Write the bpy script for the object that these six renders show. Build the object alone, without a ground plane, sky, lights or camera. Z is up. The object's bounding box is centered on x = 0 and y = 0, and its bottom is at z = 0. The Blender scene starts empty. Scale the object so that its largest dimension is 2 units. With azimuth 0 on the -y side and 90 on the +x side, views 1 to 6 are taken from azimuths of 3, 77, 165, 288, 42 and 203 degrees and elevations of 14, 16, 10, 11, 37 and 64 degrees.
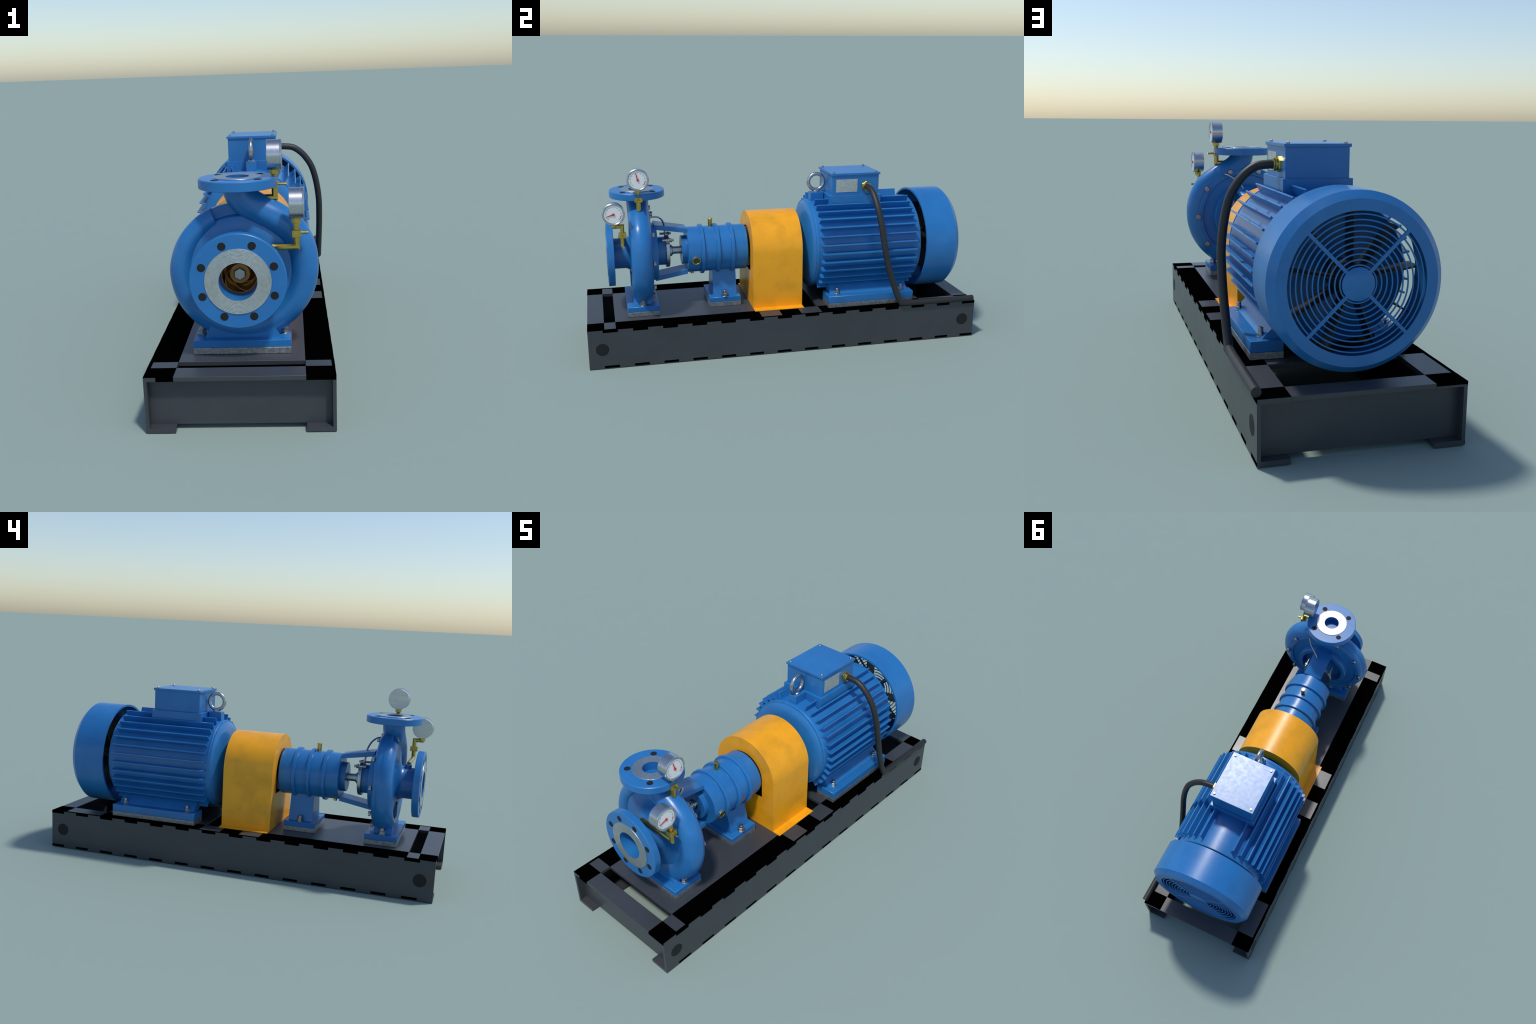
# Electric centrifugal pump set: welded channel frame, volute pump with two
# pressure gauges, bearing bracket, orange coupling guard and a finned motor.
import bpy, bmesh, math
from mathutils import Vector, Matrix
from math import sin, cos, pi, radians

# ------------------------------------------------------------------ datum
CX = -0.009          # machine axis (runs along y)
CZ = 0.4833          # axis height
TOP = 0.1975         # frame top
RAIL_L, RAIL_R = -0.3245, 0.3060
RAIL_IN_L, RAIL_IN_R = -0.2255, 0.2090
PLATE_T = 0.0155
PY = -0.722          # centre plane of the volute

# ------------------------------------------------------------------ materials
def new_mat(name):
    m = bpy.data.materials.new(name)
    m.use_nodes = True
    nt = m.node_tree
    return m, nt, nt.nodes["Principled BSDF"]

def painted(name, col, rough=0.4, var=0.12, scale=6.0, dark=None, dark_amt=0.0,
            metallic=0.0, bump=0.0, bump_scale=200.0, rough_var=0.08, stretch=(1, 1, 1),
            spec=0.5, coat=0.0, rough_scale=None, rings=None):
    """Paint or metal: base colour broken up by soft noise, roughness mottling, fine bump."""
    m, nt, b = new_mat(name)
    N, L = nt.nodes, nt.links
    tc = N.new("ShaderNodeTexCoord")
    mp = N.new("ShaderNodeMapping"); mp.inputs["Scale"].default_value = stretch
    L.new(tc.outputs["Object"], mp.inputs["Vector"])
    no = N.new("ShaderNodeTexNoise"); no.inputs["Scale"].default_value = scale
    no.inputs["Detail"].default_value = 5; no.inputs["Roughness"].default_value = 0.6
    L.new(mp.outputs["Vector"], no.inputs["Vector"])
    ramp = N.new("ShaderNodeValToRGB")
    lo = [c * (1 - var) for c in col]; hi = [min(1, c * (1 + var)) for c in col]
    ramp.color_ramp.elements[0].position = 0.3; ramp.color_ramp.elements[1].position = 0.7
    ramp.color_ramp.elements[0].color = (*lo, 1); ramp.color_ramp.elements[1].color = (*hi, 1)
    L.new(no.outputs["Fac"], ramp.inputs["Fac"])
    out = ramp.outputs["Color"]
    if dark is not None:
        n2 = N.new("ShaderNodeTexNoise"); n2.inputs["Scale"].default_value = scale * 1.7
        n2.inputs["Detail"].default_value = 6; n2.inputs["Roughness"].default_value = 0.55
        L.new(mp.outputs["Vector"], n2.inputs["Vector"])
        r2 = N.new("ShaderNodeValToRGB")
        r2.color_ramp.elements[0].position = 0.45; r2.color_ramp.elements[1].position = 0.75
        r2.color_ramp.elements[0].color = (0, 0, 0, 1)
        r2.color_ramp.elements[1].color = (dark_amt,) * 3 + (1,)
        L.new(n2.outputs["Fac"], r2.inputs["Fac"])
        mx = N.new("ShaderNodeMix"); mx.data_type = 'RGBA'
        L.new(r2.outputs["Color"], mx.inputs["Factor"])
        L.new(out, mx.inputs["A"]); mx.inputs["B"].default_value = (*dark, 1)
        out = mx.outputs["Result"]
    L.new(out, b.inputs["Base Color"])
    b.inputs["Metallic"].default_value = metallic
    b.inputs["Specular IOR Level"].default_value = spec
    b.inputs["Coat Weight"].default_value = coat
    b.inputs["Coat Roughness"].default_value = 0.2
    mr = N.new("ShaderNodeMapRange")
    mr.inputs["To Min"].default_value = max(0.02, rough - rough_var)
    mr.inputs["To Max"].default_value = rough + rough_var
    rsrc = no
    if rough_scale:
        rsrc = N.new("ShaderNodeTexNoise"); rsrc.inputs["Scale"].default_value = rough_scale
        rsrc.inputs["Detail"].default_value = 4
        L.new(mp.outputs["Vector"], rsrc.inputs["Vector"])
        mr.inputs["From Min"].default_value = 0.3; mr.inputs["From Max"].default_value = 0.7
    L.new(rsrc.outputs["Fac"], mr.inputs["Value"]); L.new(mr.outputs["Result"], b.inputs["Roughness"])
    if rings:
        # lathe-turned face: fine rings about a given axis
        axis, centre = rings
        m2 = N.new("ShaderNodeMapping"); m2.inputs["Location"].default_value = [-c for c in centre]
        L.new(tc.outputs["Object"], m2.inputs["Vector"])
        wv = N.new("ShaderNodeTexWave"); wv.wave_type = 'RINGS'; wv.rings_direction = axis
        wv.inputs["Scale"].default_value = 70; wv.inputs["Distortion"].default_value = 2.5
        wv.inputs["Detail"].default_value = 2; wv.inputs["Detail Scale"].default_value = 2.5
        L.new(m2.outputs["Vector"], wv.inputs["Vector"])
        bp = N.new("ShaderNodeBump"); bp.inputs["Strength"].default_value = 0.4; bp.inputs["Distance"].default_value = 0.001
        L.new(wv.outputs["Fac"], bp.inputs["Height"]); L.new(bp.outputs["Normal"], b.inputs["Normal"])
    if bump > 0:
        n3 = N.new("ShaderNodeTexNoise"); n3.inputs["Scale"].default_value = bump_scale
        n3.inputs["Detail"].default_value = 3
        L.new(mp.outputs["Vector"], n3.inputs["Vector"])
        bp = N.new("ShaderNodeBump"); bp.inputs["Strength"].default_value = bump
        bp.inputs["Distance"].default_value = 0.002
        L.new(n3.outputs["Fac"], bp.inputs["Height"]); L.new(bp.outputs["Normal"], b.inputs["Normal"])
    return m

BLUE = painted("blue_paint", (0.020, 0.170, 0.452), 0.31, 0.08, 5.0, (0.013, 0.122, 0.370), 0.5, rough_scale=55.0, rough_var=0.025)
YELLOW = painted("orange_yellow_paint", (0.96, 0.400, 0.008), 0.36, 0.05, 5.0, (0.56, 0.26, 0.010), 0.62)
FRAME = painted("charcoal_paint", (0.046, 0.051, 0.059), 0.36, 0.08, 5.0)
BLACK = painted("coplanar_shading_black", (0.0006, 0.0006, 0.0006), 0.9, 0.0, 5.0, spec=0.0)
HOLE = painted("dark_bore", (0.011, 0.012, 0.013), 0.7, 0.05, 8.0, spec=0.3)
STEEL = painted("galvanised_steel", (0.46, 0.48, 0.49), 0.38, 0.16, 60.0, metallic=1.0, bump=0.25, bump_scale=260)
BOLT = painted("bolt_steel", (0.40, 0.40, 0.40), 0.36, 0.15, 40.0, metallic=1.0)
CHROME = painted("polished_steel", (0.46, 0.47, 0.49), 0.3, 0.1, 30.0, metallic=1.0)
CASE = painted("brushed_case_steel", (0.55, 0.57, 0.60), 0.27, 0.06, 9.0, metallic=1.0, bump=0.02,
               bump_scale=9, stretch=(45, 1.0, 6), rough_var=0.05)
SHIM = painted("cast_shim_steel", (0.34, 0.35, 0.36), 0.5, 0.3, 70.0, metallic=0.85, bump=0.6, bump_scale=150)
FACE_Y = painted("turned_suction_face", (0.56, 0.58, 0.59), 0.36, 0.12, 90.0, metallic=1.0, rings=('Y', (CX, 0, CZ)))
FACE_Z = painted("turned_discharge_face", (0.56, 0.58, 0.59), 0.36, 0.12, 90.0, metallic=1.0, rings=('Z', (CX, PY, 0)))
BRASS = painted("brass", (0.58, 0.42, 0.10), 0.3, 0.15, 40.0, metallic=1.0)
BRONZE = painted("cast_bronze", (0.46, 0.22, 0.05), 0.5, 0.3, 25.0, metallic=0.5, bump=0.3, bump_scale=80)
RUBBER = painted("black_rubber", (0.019, 0.019, 0.020), 0.5, 0.08, 12.0)
PLASTIC = painted("black_plastic", (0.018, 0.017, 0.016), 0.42, 0.1, 20.0)
IRON = painted("dark_iron", (0.22, 0.22, 0.23), 0.38, 0.4, 60.0, metallic=0.9, bump=0.5, bump_scale=120)
WHITE = painted("dial_white", (0.80, 0.82, 0.82), 0.35, 0.01, 10.0)
INK = painted("dial_ink", (0.10, 0.11, 0.11), 0.6, 0.0, 10.0)
RED = painted("signal_red", (0.62, 0.02, 0.02), 0.45, 0.02, 10.0)
GLASS = painted("dark_sight_glass", (0.03, 0.045, 0.05), 0.15, 0.05, 20.0)
PLATE = painted("name_plate_zinc", (0.50, 0.53, 0.52), 0.42, 0.15, 80.0, metallic=0.5, bump=0.25, bump_scale=180)

# ------------------------------------------------------------------ mesh helpers
ROOT = bpy.data.objects.new("pump_set", None)
bpy.context.scene.collection.objects.link(ROOT)
ROOT["label"] = "blue centrifugal water pump with finned electric motor on black frame"
ROOT["category"] = "water pump"

def finish(bm, name, mat, parent, sharp=32.0):
    bmesh.ops.recalc_face_normals(bm, faces=bm.faces)
    for f in bm.faces: f.smooth = True
    lim = radians(sharp)
    for e in bm.edges:
        if len(e.link_faces) == 2:
            e.smooth = e.calc_face_angle(0.0) < lim
    me = bpy.data.meshes.new(name)
    bm.to_mesh(me); bm.free()
    me.materials.append(mat)
    return place(me, name, parent)

def place(me, name, parent, mw=None):
    ob = bpy.data.objects.new(name, me)
    bpy.context.scene.collection.objects.link(ob)
    ob.parent = parent if parent is not None else ROOT
    if mw is not None: ob.matrix_world = mw
    return ob

def box_into(bm, x0, x1, y0, y1, z0, z1, bevel=0.0):
    r = bmesh.ops.create_cube(bm, size=1.0)
    for v in r["verts"]:
        v.co = Vector(((x0 + x1) / 2 + v.co.x * (x1 - x0), (y0 + y1) / 2 + v.co.y * (y1 - y0),
                       (z0 + z1) / 2 + v.co.z * (z1 - z0)))
    if bevel > 0:
        es = list({e for v in r["verts"] for e in v.link_edges})
        bmesh.ops.bevel(bm, geom=es, offset=bevel, segments=1, affect='EDGES')

def box(name, mat, parent, x0, x1, y0, y1, z0, z1, bevel=0.0012):
    bm = bmesh.new(); box_into(bm, x0, x1, y0, y1, z0, z1, bevel)
    return finish(bm, name, mat, parent, 30)

def basis(axis):
    a = Vector(axis).normalized()
    h = Vector((0, 0, 1)) if abs(a.z) < 0.9 else Vector((1, 0, 0))
    u = h.cross(a).normalized(); w = a.cross(u)
    return a, u, w

def lathe_into(bm, prof, origin, axis, n=64, closed=False, phase=0.0):
    """prof: list of (distance along axis, radius)."""
    a, u, w = basis(axis); o = Vector(origin); rings = []
    for (t, r) in prof:
        if r < 1e-6:
            rings.append([bm.verts.new(o + a * t)])
        else:
            rings.append([bm.verts.new(o + a * t + (u * cos(phase + 2 * pi * i / n) + w * sin(phase + 2 * pi * i / n)) * r)
                          for i in range(n)])
    pairs = list(zip(rings, rings[1:]))
    if closed: pairs.append((rings[-1], rings[0]))
    for A, B in pairs:
        for i in range(n):
            j = (i + 1) % n
            vs = [A[i % len(A)], A[j % len(A)], B[j % len(B)], B[i % len(B)]]
            q = []
            for v in vs:
                if v not in q: q.append(v)
            if len(q) > 2: bm.faces.new(q)

def lathe(name, mat, parent, prof, origin, axis, n=64, closed=False, phase=0.0, sharp=32):
    bm = bmesh.new(); lathe_into(bm, prof, origin, axis, n, closed, phase)
    return finish(bm, name, mat, parent, sharp)

def solid(r0, t0, t1, c=0.0012):
    """profile of a plain disc or cylinder with chamfered rims"""
    s = 1 if t1 > t0 else -1
    return [(t0, 0), (t0, r0 - c), (t0 + s * c, r0), (t1 - s * c, r0), (t1, r0 - c), (t1, 0)]

def prism_y(bm, poly, y0, y1):
    """extrude an (x, z) polygon along y"""
    A = [bm.verts.new((x, y0, z)) for x, z in poly]; B = [bm.verts.new((x, y1, z)) for x, z in poly]
    bm.faces.new(A); bm.faces.new(B[::-1])
    for i in range(len(poly)):
        j = (i + 1) % len(poly); bm.faces.new((A[i], A[j], B[j], B[i]))

def prism_x(bm, poly, x0, x1):
    A = [bm.verts.new((x0, y, z)) for y, z in poly]; B = [bm.verts.new((x1, y, z)) for y, z in poly]
    bm.faces.new(A); bm.faces.new(B[::-1])
    for i in range(len(poly)):
        j = (i + 1) % len(poly); bm.faces.new((A[i], A[j], B[j], B[i]))

def catmull(pts, per=10):
    P = [Vector(p) for p in pts]; P = [P[0] * 2 - P[1]] + P + [P[-1] * 2 - P[-2]]; out = []
    for i in range(1, len(P) - 2):
        a, b, c, d = P[i - 1:i + 3]
        for k in range(per):
            t = k / per
            out.append(0.5 * ((2 * b) + (c - a) * t + (2 * a - 5 * b + 4 * c - d) * t * t + (3 * b - a - 3 * c + d) * t ** 3))
    out.append(P[-2]); return out

def tube_into(bm, path, rad, n=20, facet=False):
    """sweep a round (or square) section along path with a transported frame"""
    path = [Vector(p) for p in path]; rings = []; u = None
    for i, p in enumerate(path):
        d = ((path[min(i + 1, len(path) - 1)] - p).normalized() + (p - path[max(i - 1, 0)]).normalized()).normalized()
        if u is None:
            u = basis(d)[1]
        u = (u - d * u.dot(d)).normalized(); w = d.cross(u)
        k = 1.0
        if 0 < i < len(path) - 1:
            c = (path[i] - path[i - 1]).normalized().dot((path[i + 1] - path[i]).normalized())
            k = 1 / max(0.5, math.sqrt((1 + c) / 2))
        side = None
        if k > 1.02:
            side = (path[i + 1] - p).normalized() - (p - path[i - 1]).normalized(); side.normalize()
        r = rad(i / (len(path) - 1)) if callable(rad) else rad
        ring = []
        for j in range(n):
            t = 2 * pi * j / n + (pi / n if facet else 0)
            off = (u * cos(t) + w * sin(t)) * r
            if side is not None: off = off + side * off.dot(side) * (k - 1)
            ring.append(bm.verts.new(p + off))
        rings.append(ring)
    for A, B in zip(rings, rings[1:]):
        for i in range(n):
            j = (i + 1) % n; bm.faces.new((A[i], A[j], B[j], B[i]))
    bm.faces.new(rings[0]); bm.faces.new(rings[-1][::-1])

def tube(name, mat, parent, path, rad, n=20, facet=False):
    bm = bmesh.new(); tube_into(bm, path, rad, n, facet)
    return finish(bm, name, mat, parent, 20 if facet else 40)

def axis_pt(r, deg, y):
    return Vector((CX + r * cos(radians(deg)), y, CZ + r * sin(radians(deg))))

def bolt_mesh(name, head_r=0.0125, head_h=0.011, washer_r=0.0, washer_h=0.003, stud_r=0.0, stud_h=0.0):
    """hexagon nut with optional washer and stud, pointing to +z from the origin"""
    bm = bmesh.new(); z = 0.0
    if washer_r: lathe_into(bm, solid(washer_r, 0, washer_h, .0006), (0, 0, 0), (0, 0, 1), 28); z = washer_h
    lathe_into(bm, [(z, 0), (z, head_r), (z + head_h * .85, head_r), (z + head_h, head_r * .84), (z + head_h, 0)],
               (0, 0, 0), (0, 0, 1), 6)
    if stud_r: lathe_into(bm, solid(stud_r, z + head_h * .9, z + head_h + stud_h, .001), (0, 0, 0), (0, 0, 1), 20)
    bmesh.ops.recalc_face_normals(bm, faces=bm.faces)
    for e in bm.edges: e.smooth = e.calc_face_angle(0.0) < radians(30) if len(e.link_faces) == 2 else False
    for f in bm.faces: f.smooth = True
    me = bpy.data.meshes.new(name); bm.to_mesh(me); bm.free(); me.materials.append(BOLT)
    return me

def aim(loc, axis, spin=0.0):
    a, u, w = basis(axis)
    m = Matrix((u, w, a)).transposed().to_4x4()
    return Matrix.Translation(Vector(loc)) @ m @ Matrix.Rotation(spin, 4, 'Z')

# ------------------------------------------------------------------ base frame
bm = bmesh.new()
for (y0, y1) in ((-0.866, -0.150), (-0.045, 0.055), (0.163, 0.720)):
    box_into(bm, RAIL_IN_L + .0004, RAIL_IN_R - .0004, y0, y1, TOP - PLATE_T, TOP, 0.0006)
box_into(bm, RAIL_L + .0117, RAIL_R - .0117, -.001, .011, PLATE_T + .0002, TOP - PLATE_T - .0002)   # web of the middle cross beam
frame = finish(bm, "base_frame", FRAME, None, 30)

for side in (0, 1):
    xo, xi = (RAIL_L, RAIL_IN_L) if side == 0 else (RAIL_R, RAIL_IN_R)
    s = 1 if side == 0 else -1
    web = 0.0115
    poly = [(xo, 0.0), (xi, 0.0), (xi, PLATE_T), (xo + s * web, PLATE_T), (xo + s * web, TOP - PLATE_T),
            (xi, TOP - PLATE_T), (xi, TOP), (xo, TOP)]
    bm = bmesh.new(); prism_y(bm, poly, -1.0, 1.0)
    finish(bm, "side_rail", FRAME, frame, 40)
    # thin plates modelling the unlit render black of overlapping faces along the rail top
    bm = bmesh.new(); h = 0.0005
    a, b = sorted((xo, xi)); spine = (RAIL_L, RAIL_L + web + .0005) if side == 0 else (RAIL_R - web + .0015, RAIL_R)
    for (y0, y1) in ((-1, -0.920), (-0.866, -0.150), (-0.045, 0.055), (0.163, 0.720), (0.920, 1.0)):
        box_into(bm, a, b, y0, y1, TOP - .001, TOP + h)
    for (y0, y1) in ((-0.920, -0.866), (-0.150, -0.045), (0.055, 0.163), (0.720, 0.920)):
        box_into(bm, spine[0], spine[1], y0, y1, TOP - .001, TOP + h)
    finish(bm, "shading_black_patch", BLACK, frame, 40)
    # strips built for the black shading glitch: alternate fourteenths along both web edges
    bm = bmesh.new(); e = 0.0005
    xa, xb = sorted((xo - s * e, xo + s * .001))
    for k in range(14):
        y0 = -1 + (2 * k + 1) / 14; y1 = min(y0 + 1 / 14, 1.0)
        box_into(bm, xa, xb, y0, y1, TOP - 0.0135, TOP + h * .9)
        box_into(bm, xa, xb, y0, y1, 0.0025, 0.0135)
    finish(bm, "shading_black_tooth", BLACK, frame, 40)
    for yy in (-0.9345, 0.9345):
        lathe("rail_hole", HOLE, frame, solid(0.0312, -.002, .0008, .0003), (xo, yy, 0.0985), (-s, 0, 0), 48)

for s in (-1, 1):
    bm = bmesh.new()
    ya, yb = sorted((s * 1.0, s * 0.920))
    box_into(bm, RAIL_IN_L + .0004, RAIL_IN_R - .0004, ya, yb, TOP - PLATE_T, TOP, .0006)
    ya, yb = sorted((s * .966, s * .954))
    box_into(bm, RAIL_L + .0117, RAIL_R - .0117, ya, yb, PLATE_T + .0002, TOP - PLATE_T - .0002)
    finish(bm, "end_beam", FRAME, frame, 30)
bm = bmesh.new()  # end-face corners that shade out black, made as dark slabs
box_into(bm, RAIL_IN_R, RAIL_R - .0005, -1.0006, -.999, TOP - PLATE_T, TOP + .0004)
box_into(bm, -0.283, RAIL_IN_L, -1.0006, -.999, TOP - PLATE_T, TOP + .0004)
box_into(bm, RAIL_L + .0005, RAIL_IN_L, .999, 1.0006, TOP - PLATE_T * .55, TOP + .0004)
finish(bm, "shading_black_patch", BLACK, frame, 40)

# ------------------------------------------------------------------ shims and feet
NUT_BIG = bolt_mesh("foot_nut", 0.0155, 0.0150, 0.0200, 0.003, 0.0105, 0.014)
NUT_MOTOR = bolt_mesh("foot_nut", 0.0125, 0.0120, 0.0155, 0.0025, 0.0085, 0.016)
NUT_SMALL = bolt_mesh("cover_bolt", 0.0125, 0.0115)

# ------------------------------------------------------------------ pump casing
def volute():
    """One spiral casing: dished drum, tapering spiral tube, and the neck rising to the discharge."""
    bm = bmesh.new()
    # dished drum, with the suction bore left open
    prof = [(-0.735, 0.0), (-0.735, 0.0640), (-0.852, 0.0640), (-0.852, 0.0770), (-0.793, 0.0770),
            (-0.781, 0.0820), (-0.772, 0.0900), (-0.767, 0.1020), (-0.7625, 0.130), (-0.757, 0.165), (-0.752, 0.188),
            (-0.748, 0.1945), (-0.740, 0.1970), (-0.7275, 0.1990), (-0.7265, 0.2355), (-0.7245, 0.2375), (-0.691, 0.2375), (-0.683, 0.2365), (-0.676, 0.2335),
            (-0.671, 0.2280), (-0.6682, 0.2200), (-0.667, 0.2100), (-0.667, 0.2005), (-0.6685, 0.1990), (-0.6735, 0.1970), (-0.6735, 0.170), (-0.672, 0.150),
            (-0.676, 0.120), (-0.676, 0.05), (-0.676, 0.0)]
    lathe_into(bm, prof, (CX, 0, CZ), (0, 1, 0), 128)
    # spiral tube: angle -> outer radius, half width
    keys = [(114, .2420, .0365), (135, .2420, .0395), (160, .2460, .0435), (180, .2505, .0470), (225, .2535, .0485), (270, .2550, .0500),
            (315, .2630, .0515), (345, .2690, .0525), (360, .2720, .0530), (382, .2785, .0535), (398, .2810, .0535)]
    def at(th):
        for (a, r, w), (a2, r2, w2) in zip(keys, keys[1:]):
            if th <= a2:
                t = (th - a) / (a2 - a); t = t * t * (3 - 2 * t) * .5 + t * .5
                return r + (r2 - r) * t, w + (w2 - w) * t
        return keys[-1][1:]
    frames = []
    for i in range(97):
        th = 114 + (398 - 114) * i / 96
        ro, w = at(th); c = axis_pt(ro - w, th, PY)
        rad = Vector((cos(radians(th)), 0, sin(radians(th))))
        frames.append((c, rad, w))
    # discharge: leaves the spiral and swings upright over the axis
    end = frames[-1][0]; d0 = (frames[-1][0] - frames[-2][0]).normalized()
    ctrl = [end, Vector((CX + .128, PY, CZ + .181)), Vector((CX + .083, PY, CZ + .2065)), Vector((CX + .043, PY, CZ + .229)),
            Vector((CX + .014, PY, CZ + .256)), Vector((CX + .002, PY, CZ + .280)), Vector((CX, PY, CZ + .300))]
    path = catmull([frames[-5][0]] + ctrl, 8)[8:]
    for i in range(1, len(path)):
        d = (path[min(i + 1, len(path) - 1)] - path[i - 1]).normalized()
        rad = Vector((d.z, 0, -d.x))
        frames.append((path[i], rad, 0.0535 + .0005 * i / len(path)))
    n = 40; rings = []
    for c, rad, w in frames:
        rings.append([bm.verts.new(c + (rad * cos(2 * pi * j / n) + Vector((0, 1, 0)) * sin(2 * pi * j / n)) * w) for j in range(n)])
    for A, B in zip(rings, rings[1:]):
        for i in range(n):
            j = (i + 1) % n; bm.faces.new((A[i], A[j], B[j], B[i]))
    bm.faces.new(rings[0])
    return finish(bm, "pump_casing", BLUE, None, 34)
casing = volute()

# suction flange (axis -y from the casing) and discharge flange (axis +z)
def flange(name, face, origin, axis, R, raised, bore, thick, holes, bc, phase, depth):
    prof = [(depth, bore - .0005), (0.0015, bore - .0005), (0.0015, raised), (-0.0005, raised + .0008), (-0.0005, R - .003),
            (-.0035, R), (-thick + .0015, R), (-thick, R - .0015), (-thick, bore + .002)]
    fl = lathe(name, BLUE, casing, prof, origin, axis, 96)
    lathe("sealing_face", face, casing, [(0.0022, bore), (0.0022, raised - .0008), (.0005, raised + .0004)],
          origin, axis, 96)
    a, u, w = basis(axis)
    me = None
    for k in range(holes):
        t = phase + 2 * pi * k / holes
        p = Vector(origin) + (u * cos(t) + w * sin(t)) * bc
        if me is None:
            ob = lathe("bolt_hole", HOLE, casing, solid(0.0138, -.004, .0004, .0002), (0, 0, 0), (0, 0, 1), 32)
            me = ob.data; ob.matrix_world = aim(p, axis)
        else:
            place(me, "bolt_hole", casing, aim(p, axis))
    return fl
flange("suction_flange", FACE_Y, (CX, -0.884, CZ), (0, -1, 0), 0.1630, 0.1125, 0.0645, 0.0335, 8, 0.1302, radians(22.5), -0.034)
flange("discharge_flange", FACE_Z, (CX, PY, 0.8095), (0, 0, 1), 0.1355, 0.0830, 0.0400, 0.0335, 4, 0.1020, radians(45), -0.04)
lathe("discharge_bore", BLUE, casing, [(0.772, 0), (0.772, .0393), (.806, .0393)], (CX, PY, 0), (0, 0, 1), 48)

# back cover: stepped ring round the stuffing box
bm = bmesh.new()
lathe_into(bm, [(-0.684, .1490), (-.6400, .1460), (-.637, .1440), (-.637, .1240), (-.639, .1220), (-.675, .1220), (-.675, .05)],
           (CX, 0, CZ), (0, 1, 0), 96)
cover = finish(bm, "back_cover", BLUE, None)
for k in range(10):
    place(NUT_SMALL, "cover_bolt", cover, aim(axis_pt(.2235, 36 * k, -0.6670), (0, 1, 0)))
lathe("stuffing_box", BLUE, cover, [(-.71, .0725), (-.592, .0725), (-.592, .02)], (CX, 0, CZ), (0, 1, 0), 64)
lathe("gland", STEEL, cover, [(-.592, .02), (-.592, .0825), (-.5905, .084), (-.575, .084), (-.5735, .0825), (-.5735, .030),
                              (-.560, .030), (-.5575, .0275), (-.5575, .0225), (-.552, .0225), (-.5515, .0195)],
      (CX, 0, CZ), (0, 1, 0), 64)
for sx in (-1, 1):
    bm = bmesh.new(); p = (CX + sx * .0705, 0, .5555)
    lathe_into(bm, solid(.0062, -.612, -.553), p, (0, 1, 0), 20)
    lathe_into(bm, solid(.0105, -.573, -.563), p, (0, 1, 0), 6)
    lathe_into(bm, solid(.0125, -.5755, -.573, .0005), p, (0, 1, 0), 24)
    finish(bm, "gland_stud", BOLT, cover)
tube("flush_pipe", CHROME, cover, catmull([(.088, -.668, .6835), (.0845, -.655, .6845), (.070, -.632, .6805), (.045, -.612, .664),
                                            (.022, -.600, .640), (.0098, -.5945, .618), (.002, -.592, .580), (-.002, -.590, .548)], 6), .0045, 14)
lathe("drive_shaft", STEEL, cover, [(-.575, 0), (-.575, .0195), (-.20, .0195), (-.20, 0)], (CX, 0, CZ), (0, 1, 0), 40)

# impeller eye seen through the suction bore
imp = lathe("impeller", BRONZE, casing, [(-.800, .0600), (-.800, .0632), (-.762, .0632), (-.7405, .058), (-.7405, .0), ], (CX, 0, CZ), (0, 1, 0), 64)
lathe("impeller_hub", BRONZE, casing, [(-.741, .050), (-.760, .040), (-.776, .036), (-.779, .034), (-.779, 0)], (CX, 0, CZ), (0, 1, 0), 48)
for k in range(5):
    bm = bmesh.new(); A = []; B = []
    for i in range(9):
        t = i / 8; r = .031 + .031 * t; th = 72 * k + 75 * t
        for L_, y in ((A, -.742), (B, -.742 - (.030 + .022 * t))):
            L_.append((bm.verts.new(axis_pt(r, th, y)), bm.verts.new(axis_pt(r, th + 9 - 3 * t, y))))
    for i in range(8):
        for q in ((A[i][0], A[i + 1][0], B[i + 1][0], B[i][0]), (A[i][1], B[i][1], B[i + 1][1], A[i + 1][1]),
                  (B[i][0], B[i + 1][0], B[i + 1][1], B[i][1])): bm.faces.new(q)
    finish(bm, "impeller_vane", BRONZE, casing, 40)
lathe("impeller_nut", BOLT, casing, [(-.775, .0225), (-.788, .0225), (-.790, .0195), (-.790, 0)], (CX, 0, CZ), (0, 1, 0), 6, phase=pi / 6)

# casing foot
bm = bmesh.new(); box_into(bm, -.1805, .1625, -.8005, -.6435, .2216, .2480, .0015)
A = [(-.141, .2475), (.123, .2475), (.095, .310), (-.113, .310)]
prism_y(bm, A, -.768, -.680)
foot = finish(bm, "casing_foot", BLUE, casing, 40)
box("shim_plate", SHIM, casing, -.1805, .1625, -.8005, -.6435, TOP + .0006, .2214, .001)
for x in (-.155, .138):
    place(NUT_BIG, "foot_nut", casing, Matrix.Translation((x, PY, .248)))
# drain block low on the front dish, tapped boss on the suction pipe
bm = bmesh.new(); prism_x(bm, [(-.740, .300), (-.774, .316), (-.774, .386), (-.750, .350)][::-1], CX - .032, CX + .032)
finish(bm, "drain_block", BLUE, casing, 40)
lathe("tapped_boss", BLUE, casing, solid(.0165, .54, .5775, .002), (CX, -.807, 0), (0, 0, 1), 32)

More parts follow.
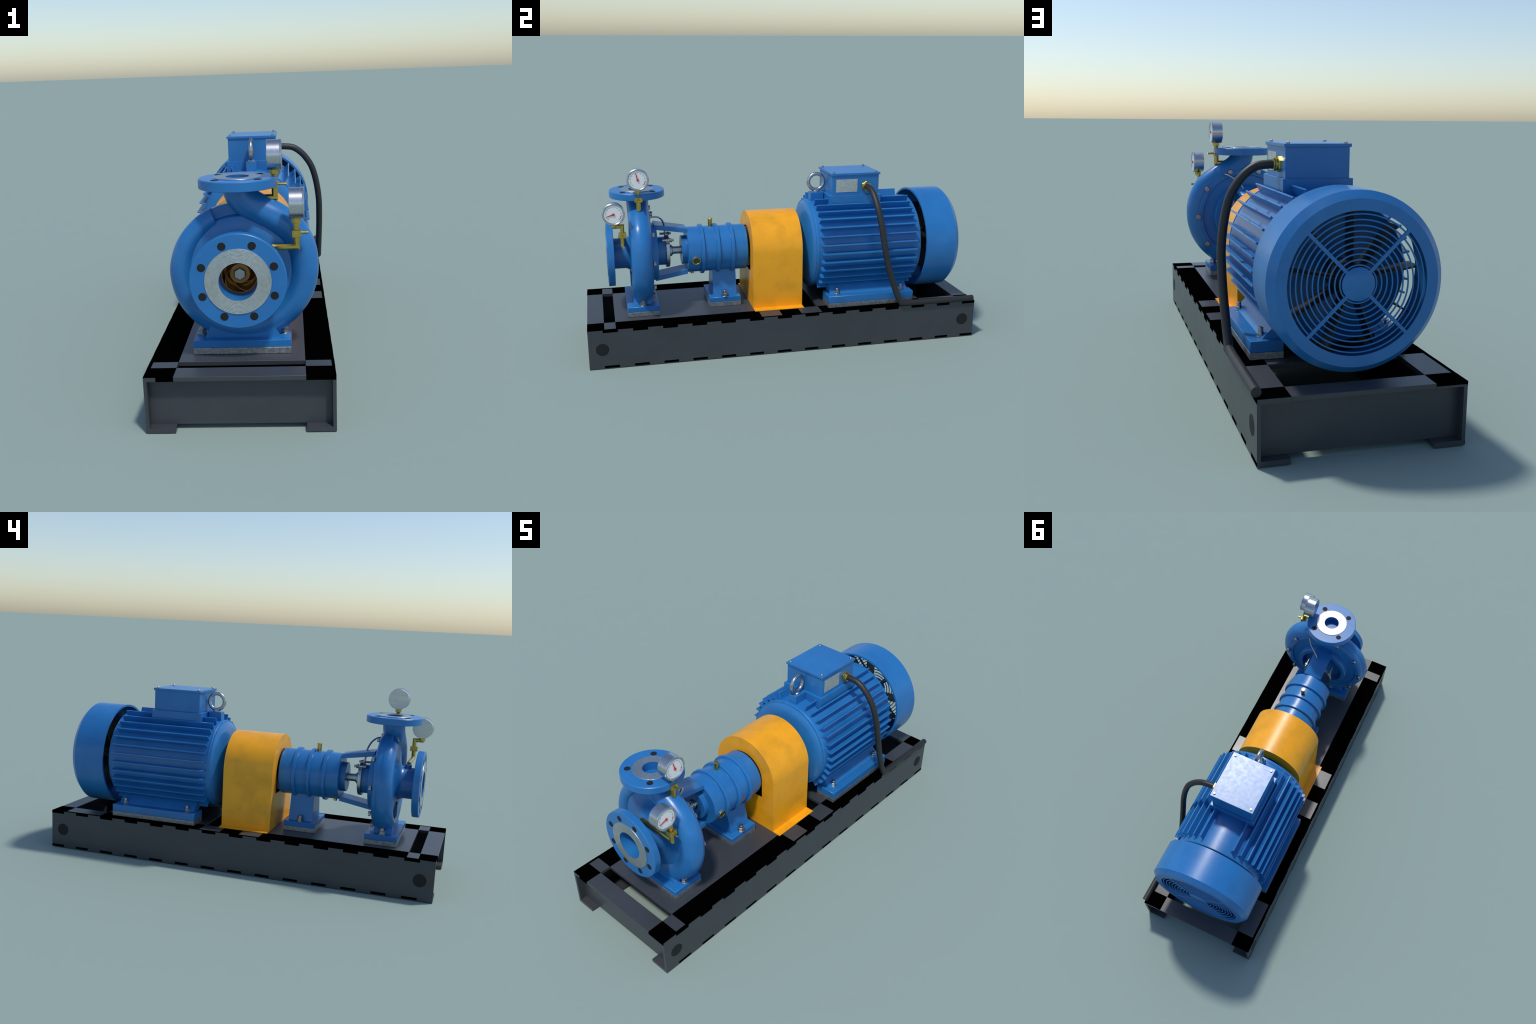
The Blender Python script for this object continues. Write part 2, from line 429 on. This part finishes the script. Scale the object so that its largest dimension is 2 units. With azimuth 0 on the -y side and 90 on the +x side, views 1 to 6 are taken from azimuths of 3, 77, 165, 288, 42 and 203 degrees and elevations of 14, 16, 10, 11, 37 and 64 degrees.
# ------------------------------------------------------------------ bearing bracket
Rh = .117
prof = [(-.485, 0), (-.485, Rh - .002), (-.483, Rh), (-.182, Rh), (-.180, Rh - .002), (-.180, 0)]
bearing = lathe("bearing_housing", BLUE, None, prof, (CX, 0, CZ), (0, 1, 0), 96)
for yy in (-.4095, -.3315, -.2570):
    lathe("rib_ring", BLUE, bearing, [(yy - .0095, Rh - .001), (yy - .0085, Rh + .0095), (yy - .007, Rh + .0110), (yy + .007, Rh + .0110),
                                      (yy + .0085, Rh + .0095), (yy + .0095, Rh - .001)], (CX, 0, CZ), (0, 1, 0), 96)
lathe("bearing_cap", BLUE, bearing, [(-.480, .0745), (-.5095, .0745), (-.511, .073), (-.511, .026), (-.495, .026), (-.495, 0)], (CX, 0, CZ), (0, 1, 0), 64)
lathe("bearing_cap", IRON, bearing, [(-.181, .060), (-.170, .060), (-.170, 0)], (CX, 0, CZ), (0, 1, 0), 64)
for (zl0, zl1, zr0, zr1) in ((.608, .6325, .582, .6025), (.3375, .3615, .366, .390)):
    bm = bmesh.new()
    prism_x(bm, [(-.6475, zl0), (-.4838, zr0), (-.4838, zr1), (-.6475, zl1)], -.0605, .0400)
    es = list(bm.edges); bmesh.ops.bevel(bm, geom=es, offset=.001, segments=1, affect='EDGES')
    finish(bm, "bracket_strut", BLUE, bearing, 40)
# pedestal
bm = bmesh.new()
prism_y(bm, [(-.0925, .2465), (.0745, .2465), (.0380, .42), (-.0560, .42)], -.3590, -.2380)
box_into(bm, -.1215, .1035, -.3825, -.2205, .2216, .2475, .0015)
finish(bm, "pedestal", BLUE, bearing, 40)
box("shim_plate", SHIM, bearing, -.1215, .1035, -.3825, -.2205, TOP + .0006, .2214, .001)
for x in (-.106, .088):
    place(NUT_BIG, "foot_nut", bearing, Matrix.Translation((x, -.302, .2475)))
lathe("oil_filler", BRASS, bearing, [(.596, .0108), (.640, .0116), (.6415, .0100), (.6415, 0)], (CX, -.357, 0), (0, 0, 1), 8, sharp=25)
lathe("drain_plug", BRASS, bearing, solid(.0095, .370, .3535, .001), (CX, -.4555, 0), (0, 0, 1), 6)
sd = Vector((cos(radians(-14)), 0, sin(radians(-14))))
so = Vector((CX, -.4475, CZ)) + sd * (Rh - .004)
lathe("sight_boss", BLUE, bearing, solid(.0255, -.004, .0085, .001), so, sd, 40)
lathe("sight_glass", BRASS, bearing, [(.006, .0225), (.0125, .0225), (.0140, .0210), (.0140, .0175), (.0120, .0160)], so, sd, 40)
lathe("sight_window", GLASS, bearing, solid(.0168, .006, .0125, .0004), so, sd, 40)

# ------------------------------------------------------------------ coupling and guard
lathe("coupling", IRON, None, [(-.1645, 0), (-.1645, .1040), (-.162, .1065), (-.05, .108), (-.046, .104), (-.03, .104), (-.026, .108),
                               (.07, .108), (.085, .1), (.10, .05), (.10, 0)], (CX, 0, CZ), (0, 1, 0), 64)
def guard():
    bm = bmesh.new(); R = .1860; T = .0025; y0, y1 = -.1695, .0880; zb = TOP + .0012
    def arch(r, base=zb):
        pts = [(CX + r, base)] + [(CX + r * cos(t), CZ + r * sin(t)) for t in [pi * i / 48 for i in range(49)]] + [(CX - r, base)]
        return pts
    def ring(pts, y): return [bm.verts.new((x, y, z)) for x, z in pts]
    o0, o1, i0, i1 = ring(arch(R), y0), ring(arch(R), y1), ring(arch(R - T), y0 + T), ring(arch(R - T), y1 - T)
    for i in range(len(o0) - 1):
        bm.faces.new((o0[i], o0[i + 1], o1[i + 1], o1[i])); bm.faces.new((i0[i], i1[i], i1[i + 1], i0[i + 1]))
    # end walls with a slot: arch-topped opening down to z = .3815
    q = .1115; slot_z = .3780
    def wall(yv, outer_r):
        outer = ring(arch(outer_r), yv); inner = ring(arch(q, slot_z), yv)
        for i in range(len(outer) - 1):
            if i == 0 or i == len(outer) - 2: continue
            bm.faces.new((outer[i], outer[i + 1], inner[i + 1], inner[i]))
        # flanks beside and below the slot
        a = bm.verts.new((CX + q, yv, zb)); b = bm.verts.new((CX - q, yv, zb))
        bm.faces.new((outer[0], outer[1], inner[1], inner[0], a))
        bm.faces.new((outer[-1], b, inner[-1], inner[-2], outer[-2]))
        bm.faces.new((a, inner[0], inner[-1], b))
        return inner
    for yo, yi in ((y0, y0 + T), (y1, y1 - T)):
        A, B = wall(yo, R), wall(yi, R - T)
        for i in range(len(A)):
            j = (i + 1) % len(A); bm.faces.new((A[i], A[j], B[j], B[i]))
    bmesh.ops.remove_doubles(bm, verts=bm.verts, dist=1e-6)
    for s in (1, -1):
        xa, xb = sorted((CX + s * (R - .001), CX + s * (R + .0440)))
        box_into(bm, xa, xb, y0, y1, TOP + .0008, TOP + .0032)
    return finish(bm, "coupling_guard", YELLOW, None, 30)
guard()

# ------------------------------------------------------------------ motor
Rb = .2300
motor = lathe("electric_motor", BLUE, None, [(.150, 0), (.150, Rb), (.712, Rb), (.716, Rb - .004), (.716, 0)], (CX, 0, CZ), (0, 1, 0), 128)
lathe("end_shield", BLUE, motor, [(.166, Rb - .001), (.165, .2318), (.159, .2318), (.1525, .2265), (.1465, .2195), (.1415, .2110), (.1375, .2010),
                                  (.1345, .190), (.1318, .177), (.1288, .164), (.1250, .150), (.119, .130), (.110, .116), (.103, .10), (.103, 0)],
      (CX, 0, CZ), (0, 1, 0), 128, sharp=30)
# cooling fins every ten degrees, left out under the terminal box and at the feet
def fin_mesh(y0, y1, tip=.2635, name="cooling_fin"):
    bm = bmesh.new(); box_into(bm, Rb - .006, tip, y0, y1, -.0034, .0034, .0008)
    for f in bm.faces: f.smooth = False
    me = bpy.data.meshes.new(name); bm.to_mesh(me); bm.free(); me.materials.append(BLUE); return me
FIN, FIN_F, FIN_B = fin_mesh(.174, .685), fin_mesh(.174, .250, .267), fin_mesh(.520, .685, .267)
for k in range(36):
    d = 10 * k
    if 70 < d < 110 or 235 <= d <= 305: continue
    for me in ((FIN_F, FIN_B) if d in (70, 110) else (FIN,)):
        place(me, "cooling_fin", motor, Matrix.Translation((CX, 0, CZ)) @ Matrix.Rotation(-radians(d), 4, 'Y'))

# fan cover: open drum, chamfered rear edge, wire grille
lathe("fan_cover", BLUE, motor, [(.7310, .2580), (.7310, .2680), (.894, .2680), (.9185, .2455),
                                 (.9185, .2115), (.9115, .2115), (.9115, .2430), (.890, .2580)], (CX, 0, CZ), (0, 1, 0), 128, closed=True, sharp=25)
bm = bmesh.new()
for r in (.2020, .1858, .1695, .1533, .1371, .1207, .1043, .0875, .0710, .0556):
    n, m = 96, 8; rings = []
    for i in range(n):
        t = 360 * i / n
        rings.append([bm.verts.new(axis_pt(r + .0026 * cos(2 * pi * j / m), t, .9145 + .0026 * sin(2 * pi * j / m))) for j in range(m)])
    for i in range(n):
        A, B = rings[i], rings[(i + 1) % n]
        for j in range(m): bm.faces.new((A[j], A[(j + 1) % m], B[(j + 1) % m], B[j]))
lathe_into(bm, solid(.0500, .911, .919, .001), (CX, 0, CZ), (0, 1, 0), 64)
finish(bm, "fan_grille", BLUE, motor, 60)
for k in range(4):
    bm = bmesh.new(); box_into(bm, .046, .2135, .912, .9188, -.0055, .0055, .0008)
    ob = finish(bm, "grille_spoke", BLUE, motor, 30); ob.matrix_world = Matrix.Translation((CX, 0, CZ)) @ Matrix.Rotation(-radians(45 + 90 * k), 4, 'Y')
# fan
lathe("fan_hub", PLASTIC, motor, [(.716, .0), (.716, .045), (.775, .050), (.880, .050), (.884, .046), (.884, 0)], (CX, 0, CZ), (0, 1, 0), 48)
bm = bmesh.new(); box_into(bm, .045, .2080, .798, .872, -.0028, .0028, .001)
bl = finish(bm, "fan_blade", PLASTIC, motor, 30); BL = bl.data
for k in range(9):
    mw = Matrix.Translation((CX, 0, CZ)) @ Matrix.Rotation(-radians(10 + 40 * k), 4, 'Y')
    if k == 0: bl.matrix_world = mw
    else: place(BL, "fan_blade", motor, mw)

# feet
for s in (1, -1):
    m = lambda x: CX + s * x
    xa, xb = sorted((m(.153), m(.2625)))
    box("shim_plate", SHIM, motor, xa, xb, .2100, .6700, TOP + .0006, .2214, .001)
    bm = bmesh.new(); box_into(bm, xa, xb, .2100, .6700, .2216, .2590, .0015)
    poly = [(m(.2205), .2585), (m(.110), .369), (m(.07), .30), (m(.150), .2585)]
    prism_y(bm, poly if s > 0 else poly[::-1], .2300, .6500)
    finish(bm, "motor_foot", BLUE, motor, 40)
    for yy in (.2670, .6170):
        place(NUT_MOTOR, "foot_nut", motor, Matrix.Translation((m(.2160), yy, .2590)))

# terminal box
box("terminal_base", BLUE, motor, CX - .1205, CX + .1205, .2470, .5220, .695, .7535, .0012)
tbox = box("terminal_box", BLUE, motor, CX - .1105, CX + .1105, .2600, .5120, .7525, .8590, .0015)
box("terminal_lid", BLUE, motor, CX - .1155, CX + .1155, .2545, .5175, .8560, .8672, .0012)
SCREW = bolt_mesh("lid_screw", .0068, .0062)
for x in (CX - .0995, CX + .0990):
    for y in (.2720, .5003):
        place(SCREW, "lid_screw", motor, Matrix.Translation((x, y, .8670)))
box("name_plate", PLATE, motor, CX + .1100, CX + .1120, .2815, .3965, .7690, .8350, .0004)
bm = bmesh.new()
lathe_into(bm, solid(.0265, .108, .119, .0015), (CX, .4417, .7968), (1, 0, 0), 6, phase=pi / 6)
lathe_into(bm, solid(.0225, .118, .1285, .001), (CX, .4417, .7968), (1, 0, 0), 32)
lathe_into(bm, solid(.0245, .1275, .136, .002), (CX, .4417, .7968), (1, 0, 0), 6, phase=0)
finish(bm, "cable_gland", BRASS, motor, 25)
# lifting eye
box("eye_block", BLUE, motor, CX - .0235, CX + .0235, .1720, .2420, .700, .7570, .0012)
bm = bmesh.new()
n, m_ = 48, 16; rings = []
for i in range(n):
    t = 2 * pi * i / n
    rings.append([bm.verts.new((CX + .0095 * sin(2 * pi * j / m_), .2065 + (.0415 + .0095 * cos(2 * pi * j / m_)) * cos(t),
                                .8090 + (.0415 + .0095 * cos(2 * pi * j / m_)) * sin(t))) for j in range(m_)])
for i in range(n):
    A, B = rings[i], rings[(i + 1) % n]
    for j in range(m_): bm.faces.new((A[j], A[(j + 1) % m_], B[(j + 1) % m_], B[j]))
lathe_into(bm, [(.756, 0), (.756, .018), (.7615, .018), (.763, .0165), (.768, .0085), (.772, 0)], (CX, .2065, 0), (0, 0, 1), 32)
finish(bm, "lifting_eye", CHROME, motor, 40)

# ------------------------------------------------------------------ power cable
arc = catmull([(.118, .4417, .797), (.145, .4420, .7968), (.185, .4435, .7905), (.222, .4460, .7660), (.253, .4500, .7300), (.278, .4560, .6840),
               (.297, .4660, .6120), (.3080, .4780, .5300), (.3098, .4930, .4600), (.3095, .5120, .3900), (.3070, .5440, .3000), (.3055, .5660, .2500)], 6)
path = list(arc) + [Vector((.3053, .5850, .2155)), Vector((.3053, .66, .2130)), Vector((.3053, .8, .2130)), Vector((.3053, .9870, .2130))]
tube("power_cable", RUBBER, None, path, .0152, 24)

# ------------------------------------------------------------------ pressure gauges
def gauge(yc, zc, x0, x1, needle_deg, steps):
    """dial faces +x; steps(parent) adds the fittings below"""
    g = lathe("pressure_gauge", CASE, None, [(x0, 0), (x0, .0495), (x0 + .0015, .051), (x1 - .0075, .051), (x1 - .007, .0523), (x1 - .0025, .0530),
                                      (x1, .0505), (x1, .0475), (x1 - .0035, .0445), (x1 - .0035, 0)], (0, yc, zc), (1, 0, 0), 72)
    xf = x1 - .0033
    lathe("gauge_dial", WHITE, g, solid(.0432, xf - .001, xf + .0004, .0002), (0, yc, zc), (1, 0, 0), 64)
    bm = bmesh.new(); xt = xf + .0005
    def P(r, a): return (yc + r * cos(radians(a)), zc + r * sin(radians(a)))
    def bar(a, r0, r1, w):
        da = math.degrees(w / ((r0 + r1) / 2)) / 2
        prism_x(bm, [P(r0, a - da), P(r0, a + da), P(r1, a + da), P(r1, a - da)], xt - .0006, xt)
    for i in range(51):
        a = 225 - 270 * i / 50
        bar(a, .0305 if i % 5 == 0 else .0342, .0370, .0017 if i % 5 == 0 else .0007)
    for i in range(60):
        a0 = 225 - 270 * i / 60; a1 = 225 - 270 * (i + 1) / 60
        prism_x(bm, [P(.0366, a0), P(.0372, a0), P(.0372, a1), P(.0366, a1)], xt - .0006, xt - .0001)
    finish(bm, "dial_scale", INK, g, 40)
    bm = bmesh.new()
    for i in range(12):
        a0 = -8 - 33 * i / 12; a1 = -8 - 33 * (i + 1) / 12
        prism_x(bm, [P(.0350, a0), P(.0380, a0), P(.0380, a1), P(.0350, a1)], xt - .0004, xt + .0003)
    finish(bm, "red_zone", RED, g, 40)
    bm = bmesh.new(); a = needle_deg
    tip, l, r = P(.0350, a), P(.0030, a + 90), P(.0030, a - 90)
    t1, t2 = (tip[0] + .0016 * cos(radians(a + 90)), tip[1] + .0016 * sin(radians(a + 90))), (tip[0] - .0016 * cos(radians(a + 90)), tip[1] - .0016 * sin(radians(a + 90)))
    prism_x(bm, [l, t1, t2, r], xf + .0022, xf + .0030)
    lathe_into(bm, solid(.0060, xf + .0004, xf + .0042, .0006), (0, yc, zc), (1, 0, 0), 24)
    finish(bm, "gauge_needle", RED, g, 40)
    steps(g)
    return g

def fittings_discharge(g):
    x, y = .1170, PY
    bm = bmesh.new()
    lathe_into(bm, solid(.0160, .8325, .8165, .001), (x, y, 0), (0, 0, 1), 8, phase=pi / 8)
    lathe_into(bm, [(.818, .0105), (.808, .0095), (.804, .0045), (.788, .0040)], (x, y, 0), (0, 0, 1), 16)
    finish(bm, "gauge_nut", BRASS, g, 25)
    box("gauge_cock", BRASS, g, x - .0085, x + .0115, y - .019, y + .019, .7695, .7925, .001)
    tube("cock_handle", BRASS, g, [(x + .008, y, .7820), (.1585, y, .7810)], .0046, 10)
    tube("gauge_pipe", BRASS, g, [(x, y, .772), (x, y, .7365), (.060, y, .7365)], .0112, 8, True)

def fittings_suction(g):
    x, y, yp = .1880, -.8455, -.8082
    bm = bmesh.new()
    lathe_into(bm, solid(.0160, .687, .6690, .001), (x, y, 0), (0, 0, 1), 8, phase=pi / 8)
    finish(bm, "gauge_nut", BRASS, g, 25)
    tube("gauge_pipe", BRASS, g, [(x, y - .008, .6720), (x, yp, .6720), (x, yp, .636)], .0104, 8, True)
    box("gauge_cock", BRASS, g, x - .0150, x + .0150, yp - .0180, yp + .0180, .6150, .6395, .001)
    tube("cock_handle", BRASS, g, [(x + .012, yp, .6290), (.2275, yp, .6285)], .0046, 10)
    tube("gauge_pipe", BRASS, g, [(x, yp, .617), (x, yp, .5810), (CX + .002, yp, .5810)], .0104, 8, True)
    tube("gauge_pipe", BRASS, g, [(CX + .006, yp, .5810), (CX + .0005, yp, .5800), (CX, yp, .572)], .0085, 8)

gauge(PY, .8815, .0925, .1440, 105, fittings_discharge)
gauge(-.8455, .7355, .1640, .2145, 198, fittings_suction)
